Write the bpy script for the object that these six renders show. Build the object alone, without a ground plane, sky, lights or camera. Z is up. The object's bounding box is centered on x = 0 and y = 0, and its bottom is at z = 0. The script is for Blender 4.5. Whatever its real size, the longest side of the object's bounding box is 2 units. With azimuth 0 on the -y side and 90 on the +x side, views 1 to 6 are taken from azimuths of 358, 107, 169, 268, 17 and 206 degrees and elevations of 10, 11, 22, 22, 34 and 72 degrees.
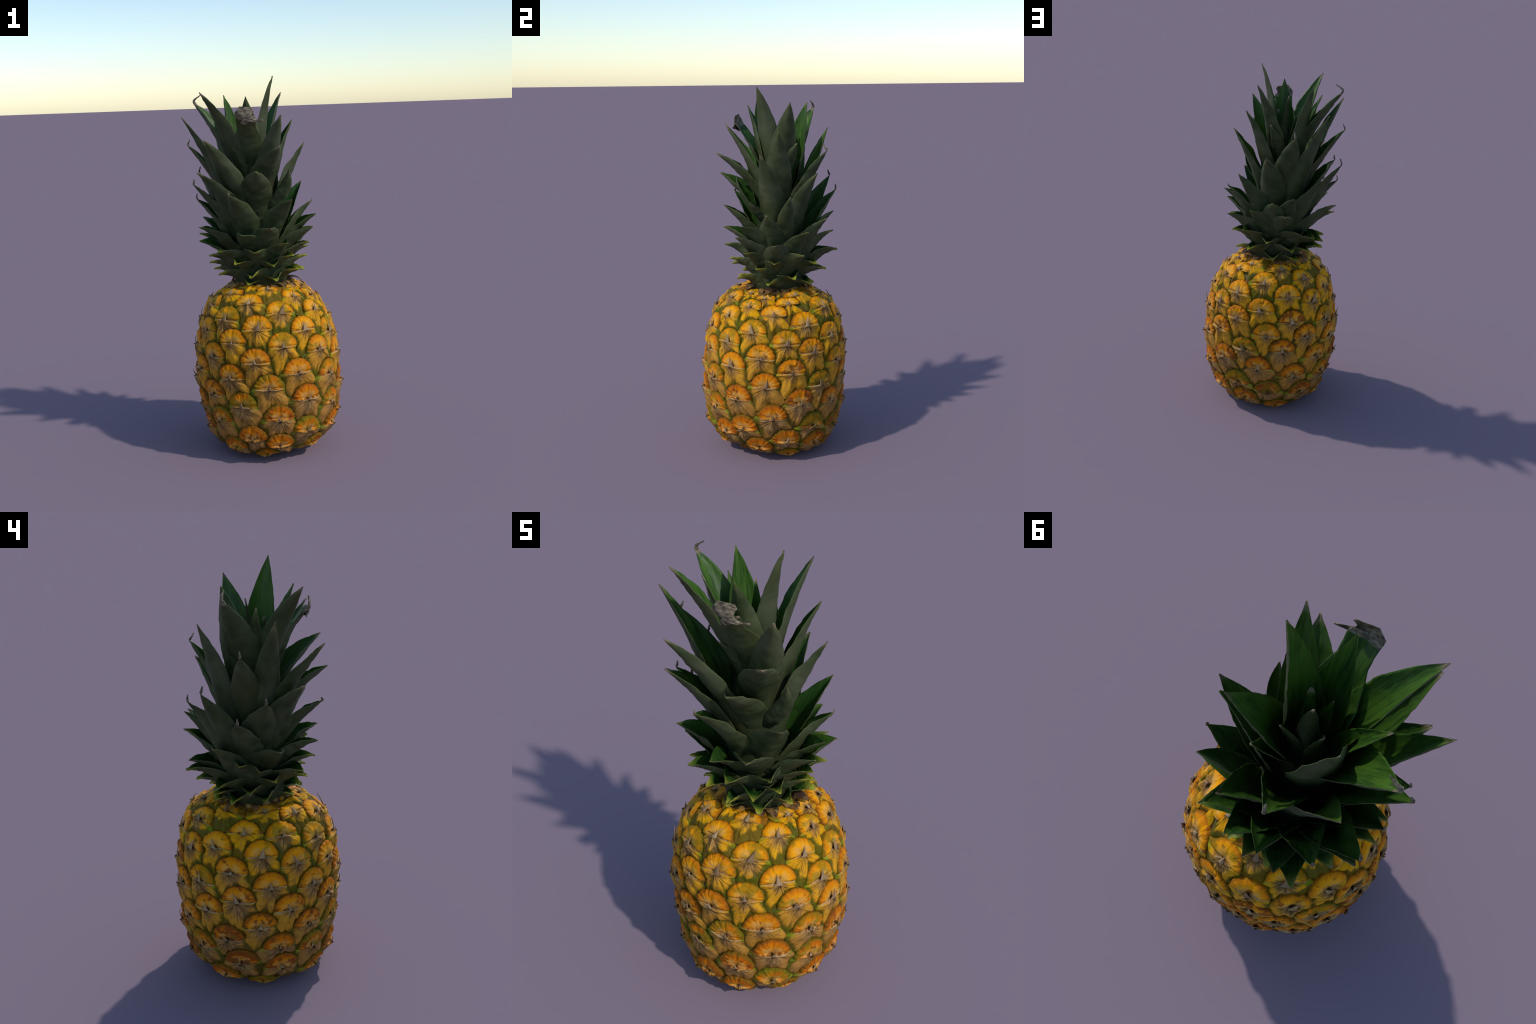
"""A ripe pineapple: a barrel-shaped fruit tiled with fruitlets on one golden-angle
spiral, and a crown of channelled leaves that carries the same spiral on upwards."""
import bpy, math, random
import numpy as np
from mathutils import Vector, Matrix, noise

rng = random.Random(7)
TAU = 2 * math.pi

# ------------------------------------------------------------------ scene helpers
def clear():
    for o in list(bpy.data.objects):
        bpy.data.objects.remove(o, do_unlink=True)
clear()

def link(ob, parent=None):
    bpy.context.scene.collection.objects.link(ob)
    if parent is not None:
        ob.parent = parent
    return ob

def vnoise(x, y, z):
    return noise.noise(Vector((x, y, z)))

def unit(v):
    return v / np.linalg.norm(v)

def smooth(a, b, x):
    t = np.clip((x - a) / (b - a), 0, 1)
    return t * t * (3 - 2 * t)

# ------------------------------------------------------------------ the fruit's form
# distance of the skin from the fruit's centre, by angle from the stem end
BODY_C = np.array([0.0104, -0.0106, 0.440])
TILT = (-0.0278, 0.043)
KNOT_A = np.radians([0, 15, 28, 40, 52, 65, 80, 95, 110, 122, 134, 146, 158, 170, 180])
KNOT_R = np.array([.470, .488, .501, .488, .454, .420, .396, .3915, .408, .4365, .476, .493, .456, .413, .409])
# the fruit is not quite round: slow swellings in five belts (cos, sin, cos2, sin2)
BELT_A = np.radians([35, 65, 95, 125, 150])
BELT = np.array([[-.0090, .0095, -.0133, .0080], [-.0012, .0045, -.0020, -.0006],
                 [-.0029, .0088, .0021, -.0085], [.0040, .0140, -.0044, -.0066],
                 [-.0058, .0016, -.0029, .0063]])
AX = unit(np.array([TILT[0], TILT[1], 1.0]))
BX = unit(np.array([1.0, 0, 0]) - AX * AX[0])
BY = np.cross(AX, BX)

def curve_through(th):
    h = np.diff(KNOT_A); d = np.diff(KNOT_R) / h
    m = np.zeros(len(KNOT_A))
    m[1:-1] = (d[:-1] * h[1:] + d[1:] * h[:-1]) / (h[:-1] + h[1:])
    i = np.clip(np.searchsorted(KNOT_A, th) - 1, 0, len(KNOT_A) - 2)
    t = (th - KNOT_A[i]) / h[i]
    return ((2*t**3 - 3*t**2 + 1) * KNOT_R[i] + (t**3 - 2*t**2 + t) * h[i] * m[i]
            + (-2*t**3 + 3*t**2) * KNOT_R[i+1] + (t**3 - t**2) * h[i] * m[i+1])

def skin_radius(th, ph):
    r = curve_through(th)
    edge = np.minimum(1, np.sin(th) / .25)
    for b, (c1, s1, c2, s2) in zip(BELT_A, BELT):
        g = np.exp(-((th - b) / .38) ** 2) * edge
        r = r + g * (c1*np.cos(ph) + s1*np.sin(ph) + c2*np.cos(2*ph) + s2*np.sin(2*ph))
    # one fuller cheek low on the side
    da = (ph - math.radians(30) + math.pi) % TAU - math.pi
    r = r + .015 * np.exp(-((th - math.radians(107)) / .36) ** 2 - (da * np.sin(th) / .42) ** 2)
    return r

def direction(th, ph):
    return (np.cos(th)[..., None] * AX
            + np.sin(th)[..., None] * (np.cos(ph)[..., None] * BX + np.sin(ph)[..., None] * BY))

def to_skin(P, inset=0.0):
    """drop points onto the fruit's skin along the ray from its centre"""
    d = P - BODY_C
    n = np.linalg.norm(d, axis=-1)
    th = np.arccos(np.clip(d @ AX / n, -1, 1)); ph = np.arctan2(d @ BY, d @ BX)
    R = skin_radius(th, ph) - inset
    return BODY_C + d / n[..., None] * R[..., None]

# path length along a meridian, from the bottom up
_t = np.linspace(math.pi, 0, 721)
_R = curve_through(_t)
_xy = np.stack([_R * np.sin(_t), _R * np.cos(_t)], 1)
_L = np.concatenate([[0], np.cumsum(np.linalg.norm(np.diff(_xy, axis=0), axis=1))])

def angle_at(path):
    return float(np.interp(path, _L, _t))

# ------------------------------------------------------------------ the spiral
GOLDEN = 137.7          # degrees from one fruitlet to the next
START = 252.0           # where number 0 stands
STEP = 0.011            # rise along the skin per fruitlet
# how far each fruitlet has drifted off the ideal spiral, from number -39 up
DRIFT_DEG = [-8, 0, -5, -1, -1, -1, 3, -4, -5, 0, 0, -3, -2, 2, 3, 3, 0, -1, 3, 0, -1, 4, 0, 5, 2, -2, 5, 0,
             0, 7, -2, 5, 3, -5, 7, -3, 0, 5, -3, 5, 2, -4, 7, -6, -2, 8, -2, 6, -2, -3, 7, -6, -4, 7, 1, 6,
             -2, -3, 8, -6, -4, 4, 2, 6, 0, -2, 5, -4, -4, 8, 0, 6, 0, -3, 0, -2, -2, 6, 1, 0, 0, -2, -8]
DRIFT_MM = [-22, 0, 30, 9, 30, -30, -30, 30, -28, -6, 5, -25, 45, -1, -29, 20, 6, 18, 17, -27, 32, 13, 4, 14,
            4, 32, 31, -30, 12, 26, 34, 33, 0, 24, 18, -32, -4, 34, 25, 32, -10, 2, 29, -12, -2, 11, 9, 20, 6,
            -22, 17, -21, -11, 3, -5, 5, -12, -18, 5, -7, -28, 8, -14, 14, -22, -36, 23, -44, -36, -2, -21, 15,
            -14, -33, 0, -48, -23, 0, -27, 0, 0, -15, -33]

class Eye:
    pass

def make_eye(n, path, deg):
    e = Eye(); e.n = n
    th = np.array(angle_at(path)); ph = np.array(math.radians(deg))
    e.th = float(th)
    e.p = BODY_C + direction(th, ph) * skin_radius(th, ph)
    h = 0.02
    up = BODY_C + direction(th - h, ph) * skin_radius(th - h, ph) - e.p
    e.y = unit(up)
    side = np.cross(e.y, unit(e.p - BODY_C))
    e.x = unit(side)
    e.z = unit(np.cross(e.x, e.y))
    rho = np.linalg.norm((e.p - BODY_C) - AX * ((e.p - BODY_C) @ AX))
    e.rho = rho
    e.size = 0.080 * min(1.0, max(.45, rho / .34)) ** .6
    return e

eyes = []
path_low = None
for n in range(-39, 49):
    i = n + 39
    dd = DRIFT_DEG[i] if i < len(DRIFT_DEG) else 0
    dm = DRIFT_MM[i] if i < len(DRIFT_MM) else -25
    eyes.append(make_eye(n, 0.8 + STEP * n + dm / 1000, START + GOLDEN * n + dd))
path = 0.8 - STEP * 39.6
for n in range(-40, -64, -1):           # under the fruit the ring narrows and the steps lengthen
    th = angle_at(path); rho = max(.08, float(curve_through(np.array(th))) * math.sin(th))
    path -= STEP * .39 / rho
    if path < .12:
        break
    eyes.append(make_eye(n, path, START + GOLDEN * n))
POS = np.array([e.p for e in eyes]); EX = np.array([e.x for e in eyes]); EY = np.array([e.y for e in eyes])
EZ = np.array([e.z for e in eyes]); SIZE = np.array([e.size for e in eyes])

def claim(Q, js):
    """how strongly each eye of js claims the points Q (lowest wins): a half disc above
    the eye goes to its cap, the rest is shared out between the bracts that hang below"""
    d = Q[:, None, :] - POS[js][None]
    x = np.einsum('pjk,jk->pj', d, EX[js]) / SIZE[js]
    y = np.einsum('pjk,jk->pj', d, EY[js]) / SIZE[js]
    z = np.einsum('pjk,jk->pj', d, EZ[js]) / SIZE[js]
    cap = np.sqrt((x / 1.02) ** 2 + (y / .98) ** 2)
    rest = 1 + np.sqrt(x ** 2 + (y + .55) ** 2 + .5 * z ** 2) / 1.4
    return np.where((y > -.03) & (cap < 1), cap, rest)

# ------------------------------------------------------------------ materials
def new_mat(name):
    m = bpy.data.materials.new(name); m.use_nodes = True
    nt = m.node_tree; nt.nodes.clear()
    return m, nt

class G:
    """a small helper to wire shader nodes"""
    def __init__(s, nt): s.nt = nt
    def n(s, kind, **kw):
        nd = s.nt.nodes.new(kind)
        for k, v in kw.items(): setattr(nd, k, v)
        return nd
    def put(s, sock, v):
        if isinstance(v, (int, float)): sock.default_value = v
        elif isinstance(v, (tuple, list)): sock.default_value = (*v, 1.0) if len(v) == 3 and sock.type == 'RGBA' else v
        else: s.nt.links.new(v, sock)
    def math(s, op, a, b=0.0, c=None, clamp=False):
        nd = s.n('ShaderNodeMath', operation=op, use_clamp=clamp)
        s.put(nd.inputs[0], a); s.put(nd.inputs[1], b)
        if c is not None: s.put(nd.inputs[2], c)
        return nd.outputs[0]
    def step(s, x, lo, hi):
        nd = s.n('ShaderNodeMapRange', interpolation_type='SMOOTHSTEP')
        s.put(nd.inputs[0], x); s.put(nd.inputs[1], lo); s.put(nd.inputs[2], hi)
        nd.inputs[3].default_value = 0; nd.inputs[4].default_value = 1
        return nd.outputs[0]
    def mix(s, f, a, b, mode='MIX'):
        nd = s.n('ShaderNodeMix', data_type='RGBA', blend_type=mode)
        s.put(nd.inputs[0], f); s.put(nd.inputs[6], a); s.put(nd.inputs[7], b)
        return nd.outputs[2]
    def fmix(s, f, a, b):
        nd = s.n('ShaderNodeMix', data_type='FLOAT')
        s.put(nd.inputs[0], f); s.put(nd.inputs[2], a); s.put(nd.inputs[3], b)
        return nd.outputs[0]
    def noise(s, vec, scale, detail=3, rough=.55, w=None):
        nd = s.n('ShaderNodeTexNoise', noise_dimensions='4D' if w is not None else '3D')
        s.put(nd.inputs['Vector'], vec); nd.inputs['Scale'].default_value = scale
        nd.inputs['Detail'].default_value = detail; nd.inputs['Roughness'].default_value = rough
        if w is not None: s.put(nd.inputs['W'], w)
        return nd.outputs['Fac']
    def xyz(s, x, y, z):
        nd = s.n('ShaderNodeCombineXYZ')
        for k, v in enumerate((x, y, z)): s.put(nd.inputs[k], v)
        return nd.outputs[0]
    def prop(s, name):
        nd = s.n('ShaderNodeAttribute', attribute_type='OBJECT', attribute_name='["%s"]' % name)
        return nd.outputs['Fac']
    def finish(s, col, rough, bump=None, bump_d=.002, strength=.5, spec=.4, coat=0, trans=None):
        p = s.n('ShaderNodeBsdfPrincipled')
        s.put(p.inputs['Base Color'], col); s.put(p.inputs['Roughness'], rough)
        s.put(p.inputs['Specular IOR Level'], spec)
        if coat:
            p.inputs['Coat Weight'].default_value = coat; p.inputs['Coat Roughness'].default_value = .35
        if bump is not None:
            b = s.n('ShaderNodeBump'); s.put(b.inputs['Height'], bump)
            b.inputs['Distance'].default_value = bump_d; b.inputs['Strength'].default_value = strength
            s.nt.links.new(b.outputs[0], p.inputs['Normal'])
        out = s.n('ShaderNodeOutputMaterial')
        sh = p.outputs[0]
        if trans:
            t = s.n('ShaderNodeBsdfTranslucent'); s.put(t.inputs[0], trans[1])
            mx = s.n('ShaderNodeMixShader'); mx.inputs[0].default_value = trans[0]
            s.nt.links.new(sh, mx.inputs[1]); s.nt.links.new(t.outputs[0], mx.inputs[2]); sh = mx.outputs[0]
        s.nt.links.new(sh, out.inputs[0])

def fruitlet_material():
    m, nt = new_mat('fruitlet_skin'); g = G(nt)
    tc = g.n('ShaderNodeTexCoord'); ob = tc.outputs['Object']
    sep = g.n('ShaderNodeSeparateXYZ'); nt.links.new(ob, sep.inputs[0])
    X, Y = sep.outputs[0], sep.outputs[1]
    info = g.n('ShaderNodeObjectInfo'); rnd = info.outputs['Random']
    seed = g.math('MULTIPLY', rnd, 50)
    ripe = g.prop('ripeness')           # 1 bright and golden near the crown, 0 dull near the base
    blot = g.prop('blotch')
    green = g.prop('green')
    warp = g.noise(ob, 2.2, 4, .6, seed)
    warp2 = g.noise(ob, 5.5, 4, .6, g.math('ADD', seed, 9))
    fine = g.noise(ob, 16, 5, .65, seed)
    r = g.math('SQRT', g.math('ADD', g.math('MULTIPLY', X, X), g.math('MULTIPLY', Y, Y)))
    rw = g.math('ADD', r, g.math('MULTIPLY', g.math('SUBTRACT', warp, .5), .35))
    ang = g.math('ARCTAN2', X, Y)
    # streaks that run out from the eye
    ray = g.noise(g.xyz(g.math('MULTIPLY', ang, 5.0), g.math('MULTIPLY', r, .9), seed), 1.6, 4, .6)
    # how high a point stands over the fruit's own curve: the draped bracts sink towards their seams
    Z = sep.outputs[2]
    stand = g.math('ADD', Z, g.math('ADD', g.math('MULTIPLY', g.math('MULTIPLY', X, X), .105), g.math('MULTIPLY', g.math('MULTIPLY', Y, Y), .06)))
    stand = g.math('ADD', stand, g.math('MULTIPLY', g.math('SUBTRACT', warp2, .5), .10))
    # ---- cap
    orange = g.mix(ripe, (.70, .215, .002), (.98, .415, .001))
    deep = g.mix(ripe, (.40, .080, .003), (.66, .195, .002))
    cap = g.mix(g.step(g.math('ADD', rw, g.math('MULTIPLY', g.math('SUBTRACT', ray, .5), .8)), .50, 1.0), orange, deep)
    cap = g.mix(g.math('MULTIPLY', g.step(ray, .52, .70), .40), cap, g.mix(ripe, (.70, .28, .012), (.90, .46, .010)))
    # two pale lobes of flesh colour beside the eye
    lx = g.math('SUBTRACT', g.math('ABSOLUTE', X), .24)
    pale_d = g.math('SQRT', g.math('ADD', g.math('POWER', g.math('MULTIPLY', lx, .9), 2), g.math('POWER', g.math('SUBTRACT', Y, .22), 2)))
    pale = g.math('SUBTRACT', 1, g.step(g.math('ADD', pale_d, g.math('MULTIPLY', g.math('SUBTRACT', warp2, .5), .8)), .06, .40))
    palec = g.mix(warp2, (.54, .25, .06), (.90, .56, .17))
    cap = g.mix(g.math('MULTIPLY', pale, g.math('MULTIPLY_ADD', ripe, -.20, .78)), cap, palec)
    # brown-red blotches, commoner on the less ripe back and base
    bl = g.step(g.math('ADD', g.noise(ob, 2.6, 3, .5, g.math('ADD', seed, 21)), g.math('MULTIPLY', blot, .22)), .62, .74)
    cap = g.mix(g.math('MULTIPLY', bl, .75), cap, (.16, .030, .010))
    # green blush on some caps
    gb = g.step(g.math('ADD', g.noise(ob, 1.5, 2, .5, g.math('ADD', seed, 33)), g.math('MULTIPLY', green, .26)), .66, .80)
    cap = g.mix(g.math('MULTIPLY', gb, .6), cap, (.20, .17, .006))
    # shadow in the slot above the lip, painted dark brown
    slot_shade = g.math('MULTIPLY', g.math('SUBTRACT', 1, g.step(g.math('ADD', Y, g.math('MULTIPLY', g.math('SUBTRACT', warp, .5), .16)), .02, .11)), g.step(warp2, .38, .60))
    cap = g.mix(g.math('MULTIPLY', slot_shade, .85), cap, (.11, .042, .012))
    # olive-brown seam round the cap
    rimn = g.math('ADD', r, g.math('MULTIPLY', g.math('SUBTRACT', warp2, .5), .14))
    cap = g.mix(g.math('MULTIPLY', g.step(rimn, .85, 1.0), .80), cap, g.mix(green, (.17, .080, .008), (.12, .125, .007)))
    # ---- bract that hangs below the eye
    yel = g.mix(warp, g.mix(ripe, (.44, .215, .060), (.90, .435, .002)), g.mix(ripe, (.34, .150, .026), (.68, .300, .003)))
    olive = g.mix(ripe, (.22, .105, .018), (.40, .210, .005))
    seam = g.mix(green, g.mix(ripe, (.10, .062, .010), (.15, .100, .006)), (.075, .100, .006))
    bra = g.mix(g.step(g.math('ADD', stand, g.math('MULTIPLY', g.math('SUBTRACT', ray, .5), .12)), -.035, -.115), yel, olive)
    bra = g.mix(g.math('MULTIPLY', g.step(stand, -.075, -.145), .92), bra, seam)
    # grey-brown papery fan under the eye
    fanr = g.math('SQRT', g.math('ADD', g.math('POWER', g.math('MULTIPLY', X, 1.35), 2), g.math('POWER', g.math('MULTIPLY', Y, .95), 2)))
    fan = g.math('SUBTRACT', 1, g.step(g.math('ADD', g.math('ADD', fanr, g.math('MULTIPLY', g.math('SUBTRACT', g.prop('clean'), .5), .55)), g.math('ADD', g.math('MULTIPLY', g.math('SUBTRACT', ray, .5), 1.5), g.math('MULTIPLY', g.math('SUBTRACT', warp2, .5), .6))),
                                       g.fmix(ripe, .45, .15), g.fmix(ripe, 1.2, .85)))
    paper = g.mix(g.step(ray, .38, .60), (.14, .072, .028), (.44, .26, .10))
    bra = g.mix(g.math('MULTIPLY', fan, .92), bra, paper)
    streak = g.step(ray, .60, .66)
    bra = g.mix(g.math('MULTIPLY', g.math('MULTIPLY', streak, g.math('SUBTRACT', 1, g.step(r, .6, 1.15))), .75), bra, (.055, .028, .015))
    patch = g.step(g.noise(ob, 3.4, 4, .65, g.math('ADD', seed, 41)), .50, .66)
    bra = g.mix(g.math('MULTIPLY', patch, g.fmix(ripe, .70, .42)), bra, g.mix(ray, (.10, .050, .018), (.30, .165, .055)))
    speck = g.step(fine, .62, .70)
    bra = g.mix(g.math('MULTIPLY', speck, .5), bra, (.17, .085, .024))
    # ---- the eye line itself: a pale dry lip, green at its outer ends
    wob = g.math('MULTIPLY', g.math('SUBTRACT', warp2, .5), .16)
    lipy = g.math('ADD', Y, wob)
    side = g.step(lipy, -.012, .012)
    col = g.mix(side, bra, cap)
    band = g.math('SUBTRACT', 1, g.step(g.math('ABSOLUTE', g.math('ADD', lipy, .09)), .06, .17))
    wing = g.math('MULTIPLY', band, g.step(g.math('ABSOLUTE', X), .72, 1.02))
    col = g.mix(g.math('MULTIPLY', wing, g.math('MULTIPLY_ADD', green, .5, .35)), col, (.24, .29, .008))
    lip = g.math('SUBTRACT', 1, g.step(g.math('ABSOLUTE', g.math('ADD', lipy, .025)), .010, .040))
    lip = g.math('MULTIPLY', lip, g.math('SUBTRACT', 1, g.step(g.math('ABSOLUTE', X), .80, 1.15)))
    col = g.mix(g.math('MULTIPLY', lip, g.step(warp, .40, .58)), col, g.mix(fine, (.28, .15, .06), (.74, .50, .24)))
    pit = g.math('SUBTRACT', 1, g.step(g.math('ADD', r, g.math('MULTIPLY', g.math('SUBTRACT', warp2, .5), .30)), .05, .18))
    col = g.mix(g.math('MULTIPLY', pit, .8), col, (.065, .033, .017))
    height = g.math('ADD', g.math('MULTIPLY', fine, .8), g.math('ADD', g.math('MULTIPLY', ray, 1.5), g.math('MULTIPLY', warp2, .8)))
    g.finish(col, g.fmix(fan, .42, .75), height, .0045, .9, spec=.09)
    return m

def dry_material():
    m, nt = new_mat('dry_bract'); g = G(nt)
    tc = g.n('ShaderNodeTexCoord'); ob = tc.outputs['Object']
    info = g.n('ShaderNodeObjectInfo')
    mp = g.n('ShaderNodeMapping'); nt.links.new(ob, mp.inputs[0]); mp.inputs['Scale'].default_value = (14, 2.0, 14)
    st = g.noise(mp.outputs[0], 2.2, 4, .6, g.math('MULTIPLY', info.outputs['Random'], 30))
    base = g.mix(info.outputs['Random'], (.24, .145, .070), (.46, .31, .165))
    col = g.mix(g.step(st, .28, .55), (.10, .055, .033), base)
    col = g.mix(g.math('MULTIPLY', g.step(st, .60, .75), .7), col, (.60, .45, .29))
    g.finish(col, .72, st, .002, .6, spec=.25)
    return m

def withered_material():
    m, nt = new_mat('withered_collar'); g = G(nt)
    tc = g.n('ShaderNodeTexCoord'); info = g.n('ShaderNodeObjectInfo')
    a = g.noise(tc.outputs['Object'], 26, 4, .6, g.math('MULTIPLY', info.outputs['Random'], 30))
    col = g.mix(g.step(a, .35, .65), (.050, .022, .010), g.mix(info.outputs['Random'], (.17, .075, .024), (.33, .20, .055)))
    g.finish(col, .75, a, .002, .6, spec=.2)
    return m

def dead_material():
    m, nt = new_mat('leaf_dead_end'); g = G(nt)
    tc = g.n('ShaderNodeTexCoord'); info = g.n('ShaderNodeObjectInfo')
    mp = g.n('ShaderNodeMapping'); nt.links.new(tc.outputs['Object'], mp.inputs[0]); mp.inputs['Scale'].default_value = (40, 40, 90)
    a = g.noise(mp.outputs[0], 1.2, 4, .65, g.math('MULTIPLY', info.outputs['Random'], 30))
    col = g.mix(g.step(a, .34, .62), (.045, .034, .020), (.24, .19, .125))
    col = g.mix(g.math('MULTIPLY', g.step(a, .58, .70), .7), col, (.46, .41, .33))
    g.finish(col, .65, a, .003, .7, spec=.3)
    return m

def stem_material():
    m, nt = new_mat('crown_stem_shade'); g = G(nt)
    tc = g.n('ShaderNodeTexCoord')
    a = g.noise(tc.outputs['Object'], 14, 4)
    g.finish(g.mix(a, (.012, .022, .006), (.040, .048, .020)), .7, a, .003, .5, spec=.2)  # deep shade between the leaves, put in as a dark green
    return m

def core_material():  # dark tone for the added core, seen only as crease lines
    m, nt = new_mat('dark_gap_core'); g = G(nt)
    tc = g.n('ShaderNodeTexCoord')
    a = g.noise(tc.outputs['Object'], 9, 3)
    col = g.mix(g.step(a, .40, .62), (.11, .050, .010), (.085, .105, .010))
    g.finish(col, .7, a, .003, .5)
    return m

def leaf_material(kind):
    m, nt = new_mat('leaf_' + kind); g = G(nt)
    tc = g.n('ShaderNodeTexCoord'); ob = tc.outputs['Object']
    info = g.n('ShaderNodeObjectInfo'); rnd = info.outputs['Random']
    seed = g.math('MULTIPLY', rnd, 40)
    gz = g.n('ShaderNodeSeparateXYZ'); nt.links.new(tc.outputs['Generated'], gz.inputs[0]); along = gz.outputs[2]
    mp = g.n('ShaderNodeMapping'); nt.links.new(ob, mp.inputs[0]); mp.inputs['Scale'].default_value = (60, 60, 2.2)
    stripe = g.noise(mp.outputs[0], 2.0, 3, .6, seed)
    mot = g.noise(ob, 13, 4, .6, seed)
    big = g.noise(ob, 5, 2, .5, g.math('ADD', seed, 5))
    if kind == 'upper':
        col = g.mix(g.step(stripe, .3, .7), (.012, .045, .007), (.030, .092, .012))
        col = g.mix(g.math('MULTIPLY', g.step(big, .45, .7), .6), col, (.060, .130, .010))
        tr = (.10, .24, .015)
        fresh = g.prop('fresh')
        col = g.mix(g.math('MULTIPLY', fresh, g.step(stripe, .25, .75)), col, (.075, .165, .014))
    elif kind == 'under':
        col = g.mix(g.step(mot, .30, .70), (.029, .045, .012), (.076, .092, .037))
        col = g.mix(g.math('MULTIPLY', g.step(big, .48, .72), .55), col, (.112, .118, .068))
        col = g.mix(g.math('MULTIPLY', g.step(stripe, .5, .75), .35), col, (.028, .044, .010))
        col = g.mix(g.math('MULTIPLY', g.step(g.noise(ob, 3.2, 2, .5, g.math('ADD', seed, 27)), .50, .68), .5), col, (.062, .060, .018))
        tr = (.10, .16, .02)
    else:
        col = g.mix(mot, (.06, .085, .02), (.14, .16, .06)); tr = (.2, .3, .05)
    young = g.prop('yellow_tip')
    ytip = g.math('MULTIPLY', g.step(g.math('ADD', along, g.math('MULTIPLY', g.math('SUBTRACT', mot, .5), .2)), g.math('MULTIPLY_ADD', young, -.17, .92), 1.0), g.math('MINIMUM', young, 1.0))
    col = g.mix(ytip, col, (.42, .42, .040))
    dry = g.prop('dry_tip')
    edge = g.math('ADD', along, g.math('MULTIPLY', g.math('SUBTRACT', mot, .5), .12))
    dt = g.step(edge, g.math('SUBTRACT', 1.0, dry), g.math('SUBTRACT', 1.04, g.math('MULTIPLY', dry, .55)))
    drycol = g.mix(g.step(mot, .35, .68), (.050, .038, .020), (.36, .28, .17))
    drycol = g.mix(g.prop('dark_end'), drycol, g.mix(mot, (.045, .036, .022), (.19, .165, .12)))
    col = g.mix(dt, col, drycol)
    blem = g.step(g.noise(ob, 22, 2, .5, g.math('ADD', seed, 13)), .70, .76)
    col = g.mix(g.math('MULTIPLY', blem, .35), col, (.13, .10, .04))
    hgt = g.math('ADD', g.math('MULTIPLY', stripe, .7), g.math('MULTIPLY', mot, .6))
    g.finish(col, .48 if kind == 'upper' else .62, hgt, .003, .4, spec=.35, trans=(.16, tr))
    return m

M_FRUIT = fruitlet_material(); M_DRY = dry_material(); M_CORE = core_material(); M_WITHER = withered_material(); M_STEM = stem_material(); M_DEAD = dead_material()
M_UP = leaf_material('upper'); M_UN = leaf_material('under'); M_RIM = leaf_material('margin')

# ------------------------------------------------------------------ top-level thing
pine = link(bpy.data.objects.new('pineapple', None))
pine.empty_display_size = .2
pine['label'] = 'ripe golden pineapple with full green leafy crown'
pine['category'] = 'fruit'

def mesh_object(name, verts, faces, mats, parent, M=None, face_mat=None, smooth_faces=True):
    me = bpy.data.meshes.new(name)
    me.from_pydata([tuple(v) for v in verts], [], faces)
    for mt in mats: me.materials.append(mt)
    if face_mat is not None:
        me.polygons.foreach_set('material_index', face_mat)
    me.polygons.foreach_set('use_smooth', [smooth_faces] * len(me.polygons))
    me.update()
    ob = bpy.data.objects.new(name, me)
    link(ob, parent)
    if M is not None: ob.matrix_basis = M
    return ob

# ------------------------------------------------------------------ dark core added to close the gaps and darken the creases
NT, NP = 90, 160
th = np.linspace(0.0, math.pi, NT)[:, None] * np.ones(NP)[None]
ph = np.linspace(0, TAU, NP, endpoint=False)[None] * np.ones(NT)[:, None]
P = BODY_C + direction(th, ph) * (skin_radius(th, ph) - .019)[..., None]
fc = []
for i in range(NT - 1):
    for j in range(NP):
        k = (j + 1) % NP
        fc.append((i*NP + j, (i+1)*NP + j, (i+1)*NP + k, i*NP + k))
core = mesh_object('gap_core', P.reshape(-1, 3), fc, [M_CORE], pine)

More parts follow.
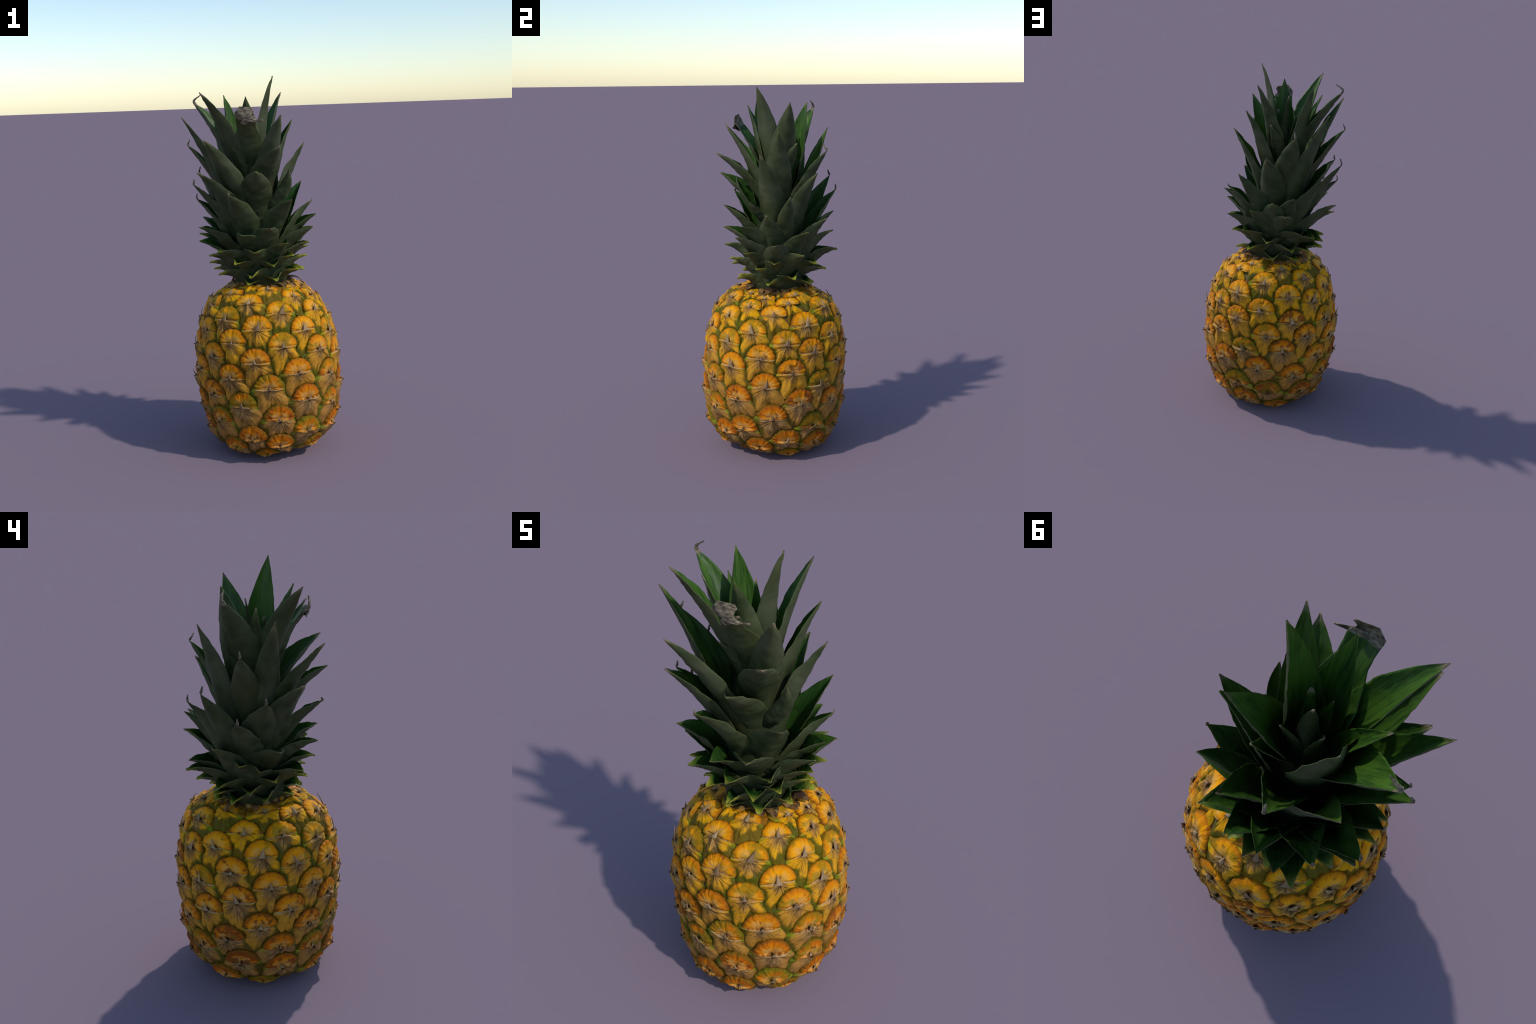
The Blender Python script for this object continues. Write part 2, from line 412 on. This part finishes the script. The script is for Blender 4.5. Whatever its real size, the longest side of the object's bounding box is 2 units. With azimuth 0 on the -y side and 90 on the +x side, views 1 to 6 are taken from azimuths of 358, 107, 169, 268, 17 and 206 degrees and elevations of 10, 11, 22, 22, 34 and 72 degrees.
# ------------------------------------------------------------------ fruitlets
NA, NR = 96, 22
RING = np.concatenate([np.linspace(0.035, .82, NR - 8), [.87, .91, .94, .965, .985, 1.0, 1.0, 1.0]])
def build_fruitlet(k):
    e = eyes[k]
    dist = np.linalg.norm(POS - e.p, axis=1)
    js = np.argsort(dist)[:26]
    own = int(np.where(js == k)[0][0])
    ang = np.linspace(0, TAU, NA, endpoint=False)
    ux, uy = np.cos(ang), np.sin(ang)
    s = e.size
    rs = np.linspace(.12, 2.2, 84)
    Q = e.p + s * (rs[None, :, None] * (ux[:, None, None] * e.x + uy[:, None, None] * e.y))
    Q = to_skin(Q.reshape(-1, 3))
    win = (claim(Q, js).argmin(1) == own).reshape(NA, len(rs))
    first = np.where(win.all(1), len(rs) - 1, (~win).argmax(1))
    R = rs[np.maximum(first, 1)] - .006
    # soften the outline a little, then scallop the cap's rim
    for _ in range(2):
        R = np.minimum(R, .25*np.roll(R, 1) + .5*R + .25*np.roll(R, -1)) if False else .2*np.roll(R, 1) + .6*R + .2*np.roll(R, -1)
    ph0 = rng.random() * 9; sd = rng.random() * 100
    scal = np.array([vnoise(4.2*c + sd, 4.2*d, sd) for c, d in zip(ux, uy)])
    teeth = np.abs(np.sin(ang * 8.5 + ph0 + 1.2 * scal))
    capw = smooth(.05, .4, uy)
    R = R * (1 + .022 * scal + capw * (.040 * teeth - .030)) - .003
    hoff = .004 * vnoise(sd, 1, 2)
    bulge = .0105 + hoff
    X = RING[None] * (R * ux)[:, None]; Y = RING[None] * (R * uy)[:, None]     # in units of size
    rr = np.hypot(X, Y)
    f = np.broadcast_to(RING[None], X.shape)
    cap = smooth(-.05, .03, Y)
    pillow = 1 - f ** 5
    h_cap = (bulge + .002) * pillow ** .5
    h_cap = h_cap - .010 * np.exp(-(rr / .34) ** 2)
    A = np.broadcast_to(ang[:, None], X.shape)
    lob = np.sin(A * 8.5 + ph0 + 1.2 * scal[:, None])
    wr = np.array([[vnoise(6*c + sd, 6*d, .8*q + sd) for q in RING] for c, d in zip(ux, uy)])
    h_cap = h_cap + (.0030 * np.abs(lob) + .0040 * wr) * smooth(.40, .85, f)
    h_cap = h_cap - .0065 * np.exp(-((Y - .03) / .10) ** 2) * smooth(.10, .3, np.abs(X))
    # two swollen halves with a shallow valley up the middle
    h_cap = h_cap - .0035 * np.exp(-(X / .13) ** 2) * smooth(.1, .5, Y)
    down = np.clip(-Y, 0, None)
    h_bra = (bulge + .006) * (1 - f ** 1.5) ** .95 + .002 * (1 - f ** 6)
    h_bra = h_bra + .0045 * np.exp(-(X / .10) ** 2) * smooth(1.3, .1, down) + .0030 * np.cos(A * 6 + .4*sd) * smooth(.15, .6, f)
    h_bra = h_bra - .0040 * np.exp(-((np.abs(X) - .30) / .12) ** 2) * smooth(.0, .3, down)
    h_bra = h_bra + .0045 * wr - .0035 * smooth(.5, 1.0, f)
    h = np.where(cap > .5, h_cap, h_bra) * 1.0
    h = h_cap * cap + h_bra * (1 - cap)
    # dry lip along the eye line
    lipy = Y + .03 + .07 * np.array([vnoise(2.5*x + sd, sd, 0) for x in X[:, -1]])[:, None]
    h = h + (.0058 + .0060 * wr) * np.exp(-(lipy / .050) ** 2) * (1 - smooth(.95, 1.3, np.abs(X))) * smooth(1.02, .93, f)
    lump = np.array([[vnoise(2.2*x + sd, 2.2*y, sd) for x, y in zip(rx, ry)] for rx, ry in zip(X, Y)])
    h = h + .0048 * lump * (1 - f ** 6)
    # rim: round down into the crease
    P = e.p + s * (X[..., None] * e.x + Y[..., None] * e.y)
    P = to_skin(P.reshape(-1, 3), .0100).reshape(NA, len(RING), 3)
    nrm = P - BODY_C
    nrm = nrm - (nrm @ AX)[..., None] * AX * .75
    nrm /= np.linalg.norm(nrm, axis=-1, keepdims=True)
    drop = np.zeros(len(RING)); drop[-2] = .006; drop[-1] = .016
    P = P + nrm * (h - drop[None])[..., None]
    centre = to_skin(e.p[None], .0100)[0] + e.z * (bulge - .011)
    M = Matrix(((e.x[0], e.y[0], e.z[0], e.p[0]), (e.x[1], e.y[1], e.z[1], e.p[1]),
                (e.x[2], e.y[2], e.z[2], e.p[2]), (0, 0, 0, 1))) @ Matrix.Diagonal((s, s, s, 1))
    B = np.stack([e.x, e.y, e.z], 1)
    loc = ((np.concatenate([centre[None], P.reshape(-1, 3)]) - e.p) @ B) / s
    n_r = len(RING); fc = []
    for a in range(NA):
        b = (a + 1) % NA
        fc.append((0, 1 + a*n_r, 1 + b*n_r))
        for q in range(n_r - 1):
            fc.append((1 + a*n_r + q, 1 + a*n_r + q + 1, 1 + b*n_r + q + 1, 1 + b*n_r + q))
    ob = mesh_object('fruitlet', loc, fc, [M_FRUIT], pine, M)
    hgt = float((e.p - BODY_C) @ AX)
    ob['ripeness'] = min(1.0, max(0.0, (hgt + .20) / .64 + rng.uniform(-.12, .12)))
    back_side = .5 + .5 * math.cos(math.atan2(e.p[1], e.p[0]) - math.radians(110))
    ob['blotch'] = max(0.0, .25 + .55 * back_side - .5 * ob['ripeness'] + rng.uniform(-.3, .3))
    ob['clean'] = rng.random()
    ob['green'] = max(0.0, min(1.0, rng.uniform(-.2, 1.0)))
    return ob, e, bulge

def build_spine(fr, e, bulge):
    """the dry, pointed end of the bract that lies over the eye"""
    s = e.size
    L = rng.uniform(.30, .68); W = rng.uniform(.085, .16)
    lean = rng.gauss(0, .28); lift = rng.uniform(-.03, .13); curl = rng.uniform(-.06, .10)
    if rng.random() < .14: L *= .45
    z0 = bulge / s - .20
    nu, nv = 14, 7
    vs = []
    for layer in (0, 1):
        for i in range(nu):
            t = i / (nu - 1)
            y = -.26 + (L + .26) * t
            w = W * (1.9 * (1 - t) ** 1.3 * (.45 + .55 * smooth(0, .25, t)) + .10 * (1 - t) + .02)
            zc = z0 + .10 + lift * smooth(.2, 1, t) + curl * t ** 3 + .06 * math.sin(t * 3.0)
            xc = lean * L * t ** 1.5
            for j in range(nv):
                q = -1 + 2 * j / (nv - 1)
                z = zc + .055 * (1 - q * q) * (1 - .5 * t) + .012 * vnoise(5*t + e.n, 3*q, e.n)
                vs.append((xc + q * w, y, z - layer * .030 * (1 - .6 * t)))
    fc = []
    N = nu * nv
    for i in range(nu - 1):
        for j in range(nv - 1):
            a = i*nv + j
            fc.append((a, a + 1, a + nv + 1, a + nv))
            fc.append((N + a, N + a + nv, N + a + nv + 1, N + a + 1))
        a = i*nv; b = i*nv + nv - 1
        fc.append((a, a + nv, N + a + nv, N + a)); fc.append((b, N + b, N + b + nv, b + nv))
    t0 = (nu - 1) * nv
    for j in range(nv - 1):
        fc.append((j, N + j, N + j + 1, j + 1)); fc.append((t0 + j, t0 + j + 1, N + t0 + j + 1, N + t0 + j))
    for _ in range(rng.choice([2, 3, 3, 4])):
        a = rng.uniform(-math.pi * .95, -math.pi * .05)        # they point sideways and down
        ln = rng.uniform(.16, .40); wd = rng.uniform(.03, .07); up_ = rng.uniform(.02, .13); sx = rng.uniform(-.16, .16)
        dx, dy = math.cos(a), math.sin(a)
        o = len(vs); mu, mv = 6, 4
        for layer in (0, 1):
            for i in range(mu):
                t = i / (mu - 1)
                for j in range(mv):
                    q = -1 + 2 * j / (mv - 1)
                    w = wd * (1 - t ** 1.5) * (1 + .4 * vnoise(4*t + sx*9, q, e.n)) + .006
                    x0 = sx + dx * ln * t - dy * q * w; y0 = -.03 + dy * ln * t + dx * q * w
                    vs.append((x0, y0, z0 + .10 - .10 * abs(dy) * t + up_ * t + .03 * (1 - q*q) - .10 * x0 * x0 - layer * .018))
        K = mu * mv
        for i in range(mu - 1):
            for j in range(mv - 1):
                k = o + i*mv + j
                fc.append((k, k + 1, k + mv + 1, k + mv)); fc.append((K + k, K + k + mv, K + k + mv + 1, K + k + 1))
            k = o + i*mv; b = k + mv - 1
            fc.append((k, k + mv, K + k + mv, K + k)); fc.append((b, K + b, K + b + mv, b + mv))
        k = o + (mu - 1) * mv
        for j in range(mv - 1):
            fc.append((o + j, K + o + j, K + o + j + 1, o + j + 1)); fc.append((k + j, k + j + 1, K + k + j + 1, K + k + j))
    return mesh_object('bract_tip', vs, fc, [M_DRY], fr)

for k in range(len(eyes)):
    fr, e, b = build_fruitlet(k)
    if e.n > -41:
        build_spine(fr, e, b)

# ------------------------------------------------------------------ crown
STEM = [(.86, .13), (.95, .145), (1.05, .142), (1.2, .122), (1.35, .100), (1.46, .075), (1.54, .048), (1.60, .022), (1.62, .004)]  # stem core, fattened as filler for the hollow between leaf bases
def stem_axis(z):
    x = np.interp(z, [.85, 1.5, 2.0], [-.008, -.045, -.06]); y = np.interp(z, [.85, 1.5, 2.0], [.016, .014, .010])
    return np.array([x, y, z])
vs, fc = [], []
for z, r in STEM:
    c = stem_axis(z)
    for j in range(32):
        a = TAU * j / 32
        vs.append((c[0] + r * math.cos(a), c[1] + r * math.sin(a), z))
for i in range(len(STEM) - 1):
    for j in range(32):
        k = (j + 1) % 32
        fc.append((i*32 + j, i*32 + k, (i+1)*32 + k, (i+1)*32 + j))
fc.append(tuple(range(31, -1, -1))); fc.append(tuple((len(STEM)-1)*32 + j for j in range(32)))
mesh_object('crown_stem_fill', vs, fc, [M_STEM], pine)

# spiral number, then where the leaf's tip ends up
LOW = [(46, -.10, .20, .915), (47, -.09, -.165, .925), (48, .227, .036, .960), (49, -.265, .121, .965), (50, .06, -.196, .947),
       (51, .045, .225, .94), (52, -.242, -.035, .960), (53, .237, -.027, 1.047), (54, -.17, .20, .97), (55, -.072, -.203, .967),
       (45, .179, -.144, .995), (56, .18, .17, .99), (57, -.289, .042, 1.017), (58, .148, -.207, 1.081), (59, -.057, .283, 1.005),
       (60, -.156, -.222, 1.046), (61, .257, .078, 1.083), (62, -.25, .19, 1.03), (63, .045, -.230, 1.030), (64, .09, .27, 1.06),
       (65, -.289, -.075, 1.075)]
MID = [(66, .246, -.091, 1.131), (67, -.169, .321, 1.098), (68, -.059, -.266, 1.111), (69, .220, .229, 1.129), (70, -.338, -.005, 1.145),
       (71, .117, -.246, 1.152), (72, -.005, .335, 1.235), (73, -.245, -.196, 1.110), (74, .277, .044, 1.336), (75, -.316, .200, 1.249),
       (76, .030, -.285, 1.235), (77, .181, .245, 1.246), (78, -.335, -.095, 1.232), (79, .262, -.133, 1.216), (80, -.100, .311, 1.117),
       (81, -.120, -.272, 1.205), (82, .287, .099, 1.188), (83, -.344, .090, 1.362), (84, .145, -.237, 1.374), (85, .068, .315, 1.308),
       (86, -.331, -.197, 1.525), (87, .282, -.093, 1.280), (62, -.337, .087, 1.172)]
HIGH = [(88, -.217, .301, 1.433), (89, -.038, -.319, 1.528), (90, .236, .165, 1.437), (91, -.357, -.034, 1.452), (92, .141, -.164, 1.526),
        (93, -.049, .324, 1.333), (94, -.178, -.288, 1.414), (95, .185, .085, 1.770), (96, -.330, .239, 1.499), (97, .087, -.299, 1.649),
        (98, .101, .273, 1.550), (99, -.400, -.070, 1.805), (101, -.244, .244, 1.770), (102, -.080, -.235, 1.800), (104, -.382, .074, 1.655),
        (105, .103, -.235, 1.802), (106, -.054, .290, 1.660), (107, -.290, -.279, 1.690), (108, .240, .0, 1.654)]
TOP = [(109, -.177, .144, 1.912), (110, -.070, -.165, 1.898), (112, -.257, .001, 1.834), (113, .077, -.065, 1.999), (114, -.060, .043, 1.839),
       (116, .132, .135, 1.918), (115, -.143, -.125, 1.640), (118, -.105, .060, 1.735), (119, -.012, -.045, 1.750), (121, -.075, -.060, 1.700), (122, .015, .075, 1.715), (117, -.345, .143, 1.884), (120, -.302, -.187, 1.926), (103, .06, .15, 1.70)]

def base_height(n):
    return float(np.interp(n, [44, 50, 60, 75, 90, 105, 116, 121], [.885, .905, .945, 1.04, 1.16, 1.27, 1.36, 1.40]))

# withered ends that bend away past the tip: direction of the bend, per leaf
TAIL = {117: [(.022, -.004, .020), (.047, -.012, .034)], 102: [(.004, .004, .008), (.014, -.003, -.012), (.048, .002, -.024), (.096, .012, -.022)],
        104: [(.008, .0, .016), (.016, .001, .030)], 106: [(.004, -.012, .016), (.002, -.022, .030)], 91: [(.004, .002, .015), (.006, .002, .028)],
        83: [(-.002, .0, .014), (.004, .0, .030)],
        96: [(.006, -.006, .018), (.012, -.010, .03)], 88: [(.0, .0, .015), (.006, -.004, .028)], 74: [(.002, .0, .012)], 94: [(.0, .01, .012)]}
WIDTH = {113: .070, 109: .084, 110: .068, 115: .036, 118: .036, 119: .034, 121: .034, 122: .036, 116: .070, 117: .080, 120: .068, 102: .080, 112: .040, 114: .034, 92: .042, 90: .064, 99: .066, 107: .078,
         89: .084, 105: .066, 103: .05, 97: .078}
PITCH = {108: 60, 97: 48, 89: 46}
BEND = {109: (1.15, 1.40), 110: (1.42, 1.25), 120: (1.15, .92), 92: (.60, 1.45)}
TWIST = {92: .9, 105: .5, 107: -.3, 99: .25, 108: .35, 120: .15, 113: -.35, 101: -.3}

def bezier(p0, p1, p2, p3, t):
    t = t[:, None]
    return (1-t)**3*p0 + 3*(1-t)**2*t*p1 + 3*(1-t)*t*t*p2 + t**3*p3

def build_leaf(n, tip):
    tip = np.array(tip, float)
    ax = stem_axis(tip[2] - .3)
    az_tip = math.atan2(tip[1] - ax[1], tip[0] - ax[0])
    reach = math.hypot(tip[1] - ax[1], tip[0] - ax[0])
    zb = base_height(n)
    if 64 < n < 109:
        # the blades stand at a pitch that steepens up the crown; the whole crown leans to -x
        pitch = np.interp(tip[2], [1.1, 1.25, 1.35, 1.5, 1.66, 1.72, 1.8], [38, 42, 45, 46, 48, 54, 57]) + 4 * (1 + math.cos(az_tip))
        pitch = PITCH.get(n, pitch)
        pitch = pitch + np.interp(tip[2], [1.15, 1.40], [4, 15]) * (.70 + .30 * math.sin(az_tip) - .15 * math.cos(az_tip))      # steeper near the stem, flatter outwards
        r_in = float(np.interp(tip[2], [1.1, 1.5, 1.8], [.11, .08, .06]))
        zb = max(.92, tip[2] - (reach - r_in) * math.tan(math.radians(pitch)))
    a0 = math.radians(START + GOLDEN * n)
    ax = stem_axis(zb)
    az_tip = math.atan2(tip[1] - ax[1], tip[0] - ax[0])
    # the base sits on the spiral unless the leaf plainly leans elsewhere
    dd = (a0 - az_tip + math.pi) % TAU - math.pi
    a = az_tip + max(-.25, min(.25, dd))
    r0 = float(np.interp(zb, [.88, 1.0, 1.2, 1.45], [.110, .105, .080, .030]))
    out = np.array([math.cos(a), math.sin(a), 0.0]); up = np.array([0, 0, 1.0])
    p0 = ax + out * r0
    d = tip - p0; D = np.linalg.norm(d)
    el = math.asin(d[2] / D)
    flat = np.array([math.cos(az_tip), math.sin(az_tip), 0.0])
    low = float(np.interp(tip[2], [.95, 1.15, 1.3, 1.45], [1, .7, .25, 0]))
    front = max(0, -math.sin(az_tip))
    e0 = min(1.52, el + .15 + .20 * low + .20 * front + rng.uniform(-.04, .04))
    e1 = el - .14 - .52 * low - .08 * front + rng.uniform(-.06, .06)
    if n in BEND: e0, e1 = BEND[n]
    p1 = p0 + D * .36 * (math.cos(e0) * out + math.sin(e0) * up)
    p2 = tip - D * .33 * (math.cos(e1) * flat + math.sin(e1) * up)
    nt = 40
    tt = np.linspace(0, 1, nt)
    C = bezier(p0, p1, p2, tip, tt)
    tail = TAIL.get(n)
    W = WIDTH.get(n, float(np.interp(n, [45, 55, 70, 90, 105], [.054, .064, .078, .080, .072])))
    sd = n * 3.7
    u = np.clip((tt - .34) / .66, 0, 1)
    tongue = float(np.interp(n, [58, 76], [1, 0]))            # low leaves narrow early to a tongue
    w = W * (.82 + .18 * smooth(0, .4, tt)) * (1 - u ** (2.15 - .95 * tongue))
    w = np.maximum(w, .0135 * tongue * (1 - smooth(.93, 1.0, tt) * .6))
    blunt = rng.choice([.003, .005, .007, .010]) if n not in (113, 116, 120) else .002
    w = np.maximum(w, blunt * (1 - smooth(.97, 1.0, tt) * .6))
    phi = np.interp(tt, [0, .25, .6, 1], [1.35, 1.15, 1.0, 1.1] if n != 102 else [1.35, 1.15, .75, .40])
    w = w * 1.13
    if tail:
        pts = np.array([C[-1]] + [tip + np.array(q) for q in tail])
        k = 12
        seg = np.linspace(0, len(pts) - 1, k + 1)[1:]
        ext = np.stack([np.interp(seg, range(len(pts)), pts[:, i]) for i in range(3)], 1)
        wt = (.030 if n == 102 else .007) * (1 - np.linspace(0, 1, k)) ** .8 + .0015
        if n == 102:
            w = np.maximum(w, .046 * smooth(.5, .8, tt)); wt = np.interp(np.linspace(0, 1, k), [0, .45, .6, 1], [.048, .040, .012, .002])
        if n == 117:
            w = np.maximum(w, .012)
        C = np.concatenate([C, ext]); w = np.concatenate([w, wt]); phi = np.concatenate([phi, np.full(k, .30 if n == 102 else 1.2)])
        tt = np.concatenate([tt, 1 + np.linspace(.02, .2, k)])
    # smooth the spine once so that kinks bend instead of snapping
    for _ in range(3 if n == 102 else 2):
        C[1:-1] = .25 * C[:-2] + .5 * C[1:-1] + .25 * C[2:]
    T = np.gradient(C, axis=0); T /= np.linalg.norm(T, axis=1, keepdims=True)
    nref = up - out
    nv = 15
    q = np.linspace(-1, 1, nv)
    tw = TWIST.get(n, rng.uniform(-.12, .12)) * 1.0
    rows_in, rows_out = [], []
    nin = None
    for i in range(len(C)):
        t = T[i]
        if nin is None: nin = nref
        nin = unit(nin - (nin @ t) * t)
        lat = np.cross(t, nin)
        roll = tw * smooth(.1, 1.0, tt[i])
        l2 = lat * math.cos(roll) + nin * math.sin(roll); n2 = nin * math.cos(roll) - lat * math.sin(roll)
        f = phi[i]
        jag_l = 1 + .06 * vnoise(tt[i]*9 + sd, 0, 0) + .05 * vnoise(tt[i]*31 + sd, 0, 0)
        jag_r = 1 + .06 * vnoise(tt[i]*9 + sd, 9, 0) + .05 * vnoise(tt[i]*31 + sd, 9, 0)
        side = np.where(q < 0, jag_l, jag_r)
        x = w[i] * np.sin(f * q) / f * side * 1.12
        y = w[i] * (1 - np.cos(f * q)) / f * 1.05 + .10 * w[i] * np.abs(q) ** 1.2
        wave = np.array([vnoise(tt[i]*7 + sd, v*1.6, 3) for v in q]) * .10 * w[i] * (.4 + np.abs(q))
        wave += np.array([vnoise(tt[i]*24 + sd, v*2.2, 7) for v in q]) * .0034
        thick = (.0050 * (1 - .75 * np.abs(q) ** 2)) * float(np.interp(tt[i], [0, .8, 1, 1.2], [1.3, .9, .6, .35])) + .0006
        base = C[i] + x[:, None] * l2 + (y + wave)[:, None] * n2
        rows_in.append(base + thick[:, None] * n2 * .5); rows_out.append(base - thick[:, None] * n2 * .5)
    A = np.array(rows_in); Bk = np.array(rows_out)
    m = len(C); N = m * nv
    V = np.concatenate([A.reshape(-1, 3), Bk.reshape(-1, 3)])
    fc, fm = [], []
    for i in range(m - 1):
        for j in range(nv - 1):
            a_ = i*nv + j
            fc.append((a_, a_ + 1, a_ + nv + 1, a_ + nv)); fm.append(0)
            fc.append((N + a_, N + a_ + nv, N + a_ + nv + 1, N + a_ + 1)); fm.append(1)
        a_ = i*nv; b_ = a_ + nv - 1
        fc.append((a_, a_ + nv, N + a_ + nv, N + a_)); fm.append(2)
        fc.append((b_, N + b_, N + b_ + nv, b_ + nv)); fm.append(2)
    # withered ends turn to dead brown tissue along a ragged line
    if tail:
        start = nt - (3 if n in (102, 117) else 1)
        per = 2 * (nv - 1) + 2
        for f in range(len(fm)):
            if f // per >= start + int(round(1.4 * vnoise(f % per * .7, n, 0))):
                fm[f] = 3
    z0 = (m - 1) * nv
    for j in range(nv - 1):
        fc.append((z0 + j, z0 + j + 1, N + z0 + j + 1, N + z0 + j)); fm.append(1)
        fc.append((j, N + j, N + j + 1, j + 1)); fm.append(1)
    # own frame: z runs from base to tip, y points to the upper face
    zz = unit(tip - p0); yy = unit(nref - (nref @ zz) * zz); xx = np.cross(yy, zz)
    Bm = np.stack([xx, yy, zz], 1)
    M = Matrix([[*Bm[r], p0[r]] for r in range(3)] + [[0, 0, 0, 1]])
    ob = mesh_object('leaf', (V - p0) @ Bm, fc, [M_UP, M_UN, M_RIM, M_DEAD], pine, M, fm)
    ob['yellow_tip'] = float(np.interp(n, [46, 54, 60, 68, 80], [1.5, 1.2, .8, .4, .08]))
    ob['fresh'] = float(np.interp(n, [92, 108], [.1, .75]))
    ob['dark_end'] = 1.0 if n in (102, 117) else 0.0
    ob['dry_tip'] = (.05 if n in (102, 117) else rng.choice([.015, .03, .05, .07]))
    return ob

for n, x, y, z in LOW + MID + HIGH + TOP:
    build_leaf(n, (x, y, z))

# ------------------------------------------------------------------ withered scales where the crown sits on the fruit
def build_scale(a, z, r, L, W, droop):
    nu, nv = 10, 7
    vs = []
    for layer in (0, 1):
        for i in range(nu):
            t = i / (nu - 1)
            rad = r + L * t * math.cos(droop * t)
            zz = z + L * t * math.sin(.5 - droop * t * 1.3) * .8
            w = W * (1 - t ** 1.8) + .002
            for j in range(nv):
                q = -1 + 2 * j / (nv - 1)
                bend = .25 * w * (1 - q * q)
                vs.append(((rad + bend - layer * .003), q * w, zz + .004 * vnoise(6*t + a*5, q*3, a) ))
    N = nu * nv; fc = []
    for i in range(nu - 1):
        for j in range(nv - 1):
            k = i*nv + j
            fc.append((k, k + nv, k + nv + 1, k + 1)); fc.append((N + k, N + k + 1, N + k + nv + 1, N + k + nv))
        k = i*nv; b = k + nv - 1
        fc.append((k, N + k, N + k + nv, k + nv)); fc.append((b, b + nv, N + b + nv, N + b))
    e0 = (nu - 1) * nv
    for j in range(nv - 1):
        fc.append((j, j + 1, N + j + 1, N + j)); fc.append((e0 + j, N + e0 + j, N + e0 + j + 1, e0 + j + 1))
    c = stem_axis(.88)
    M = Matrix.Translation((c[0], c[1], 0)) @ Matrix.Rotation(a, 4, 'Z')
    return mesh_object('withered_scale', vs, fc, [M_WITHER], pine, M)

for k in range(34):
    a = math.radians(START + GOLDEN * (44 + k))
    build_scale(a, .895 + .0008 * k + rng.uniform(-.010, .010), .118 + rng.uniform(-.012, .025), rng.uniform(.05, .10),
                rng.uniform(.020, .042), rng.uniform(.5, 1.7))

# ------------------------------------------------------------------ stand it on the ground
bpy.context.view_layer.update()
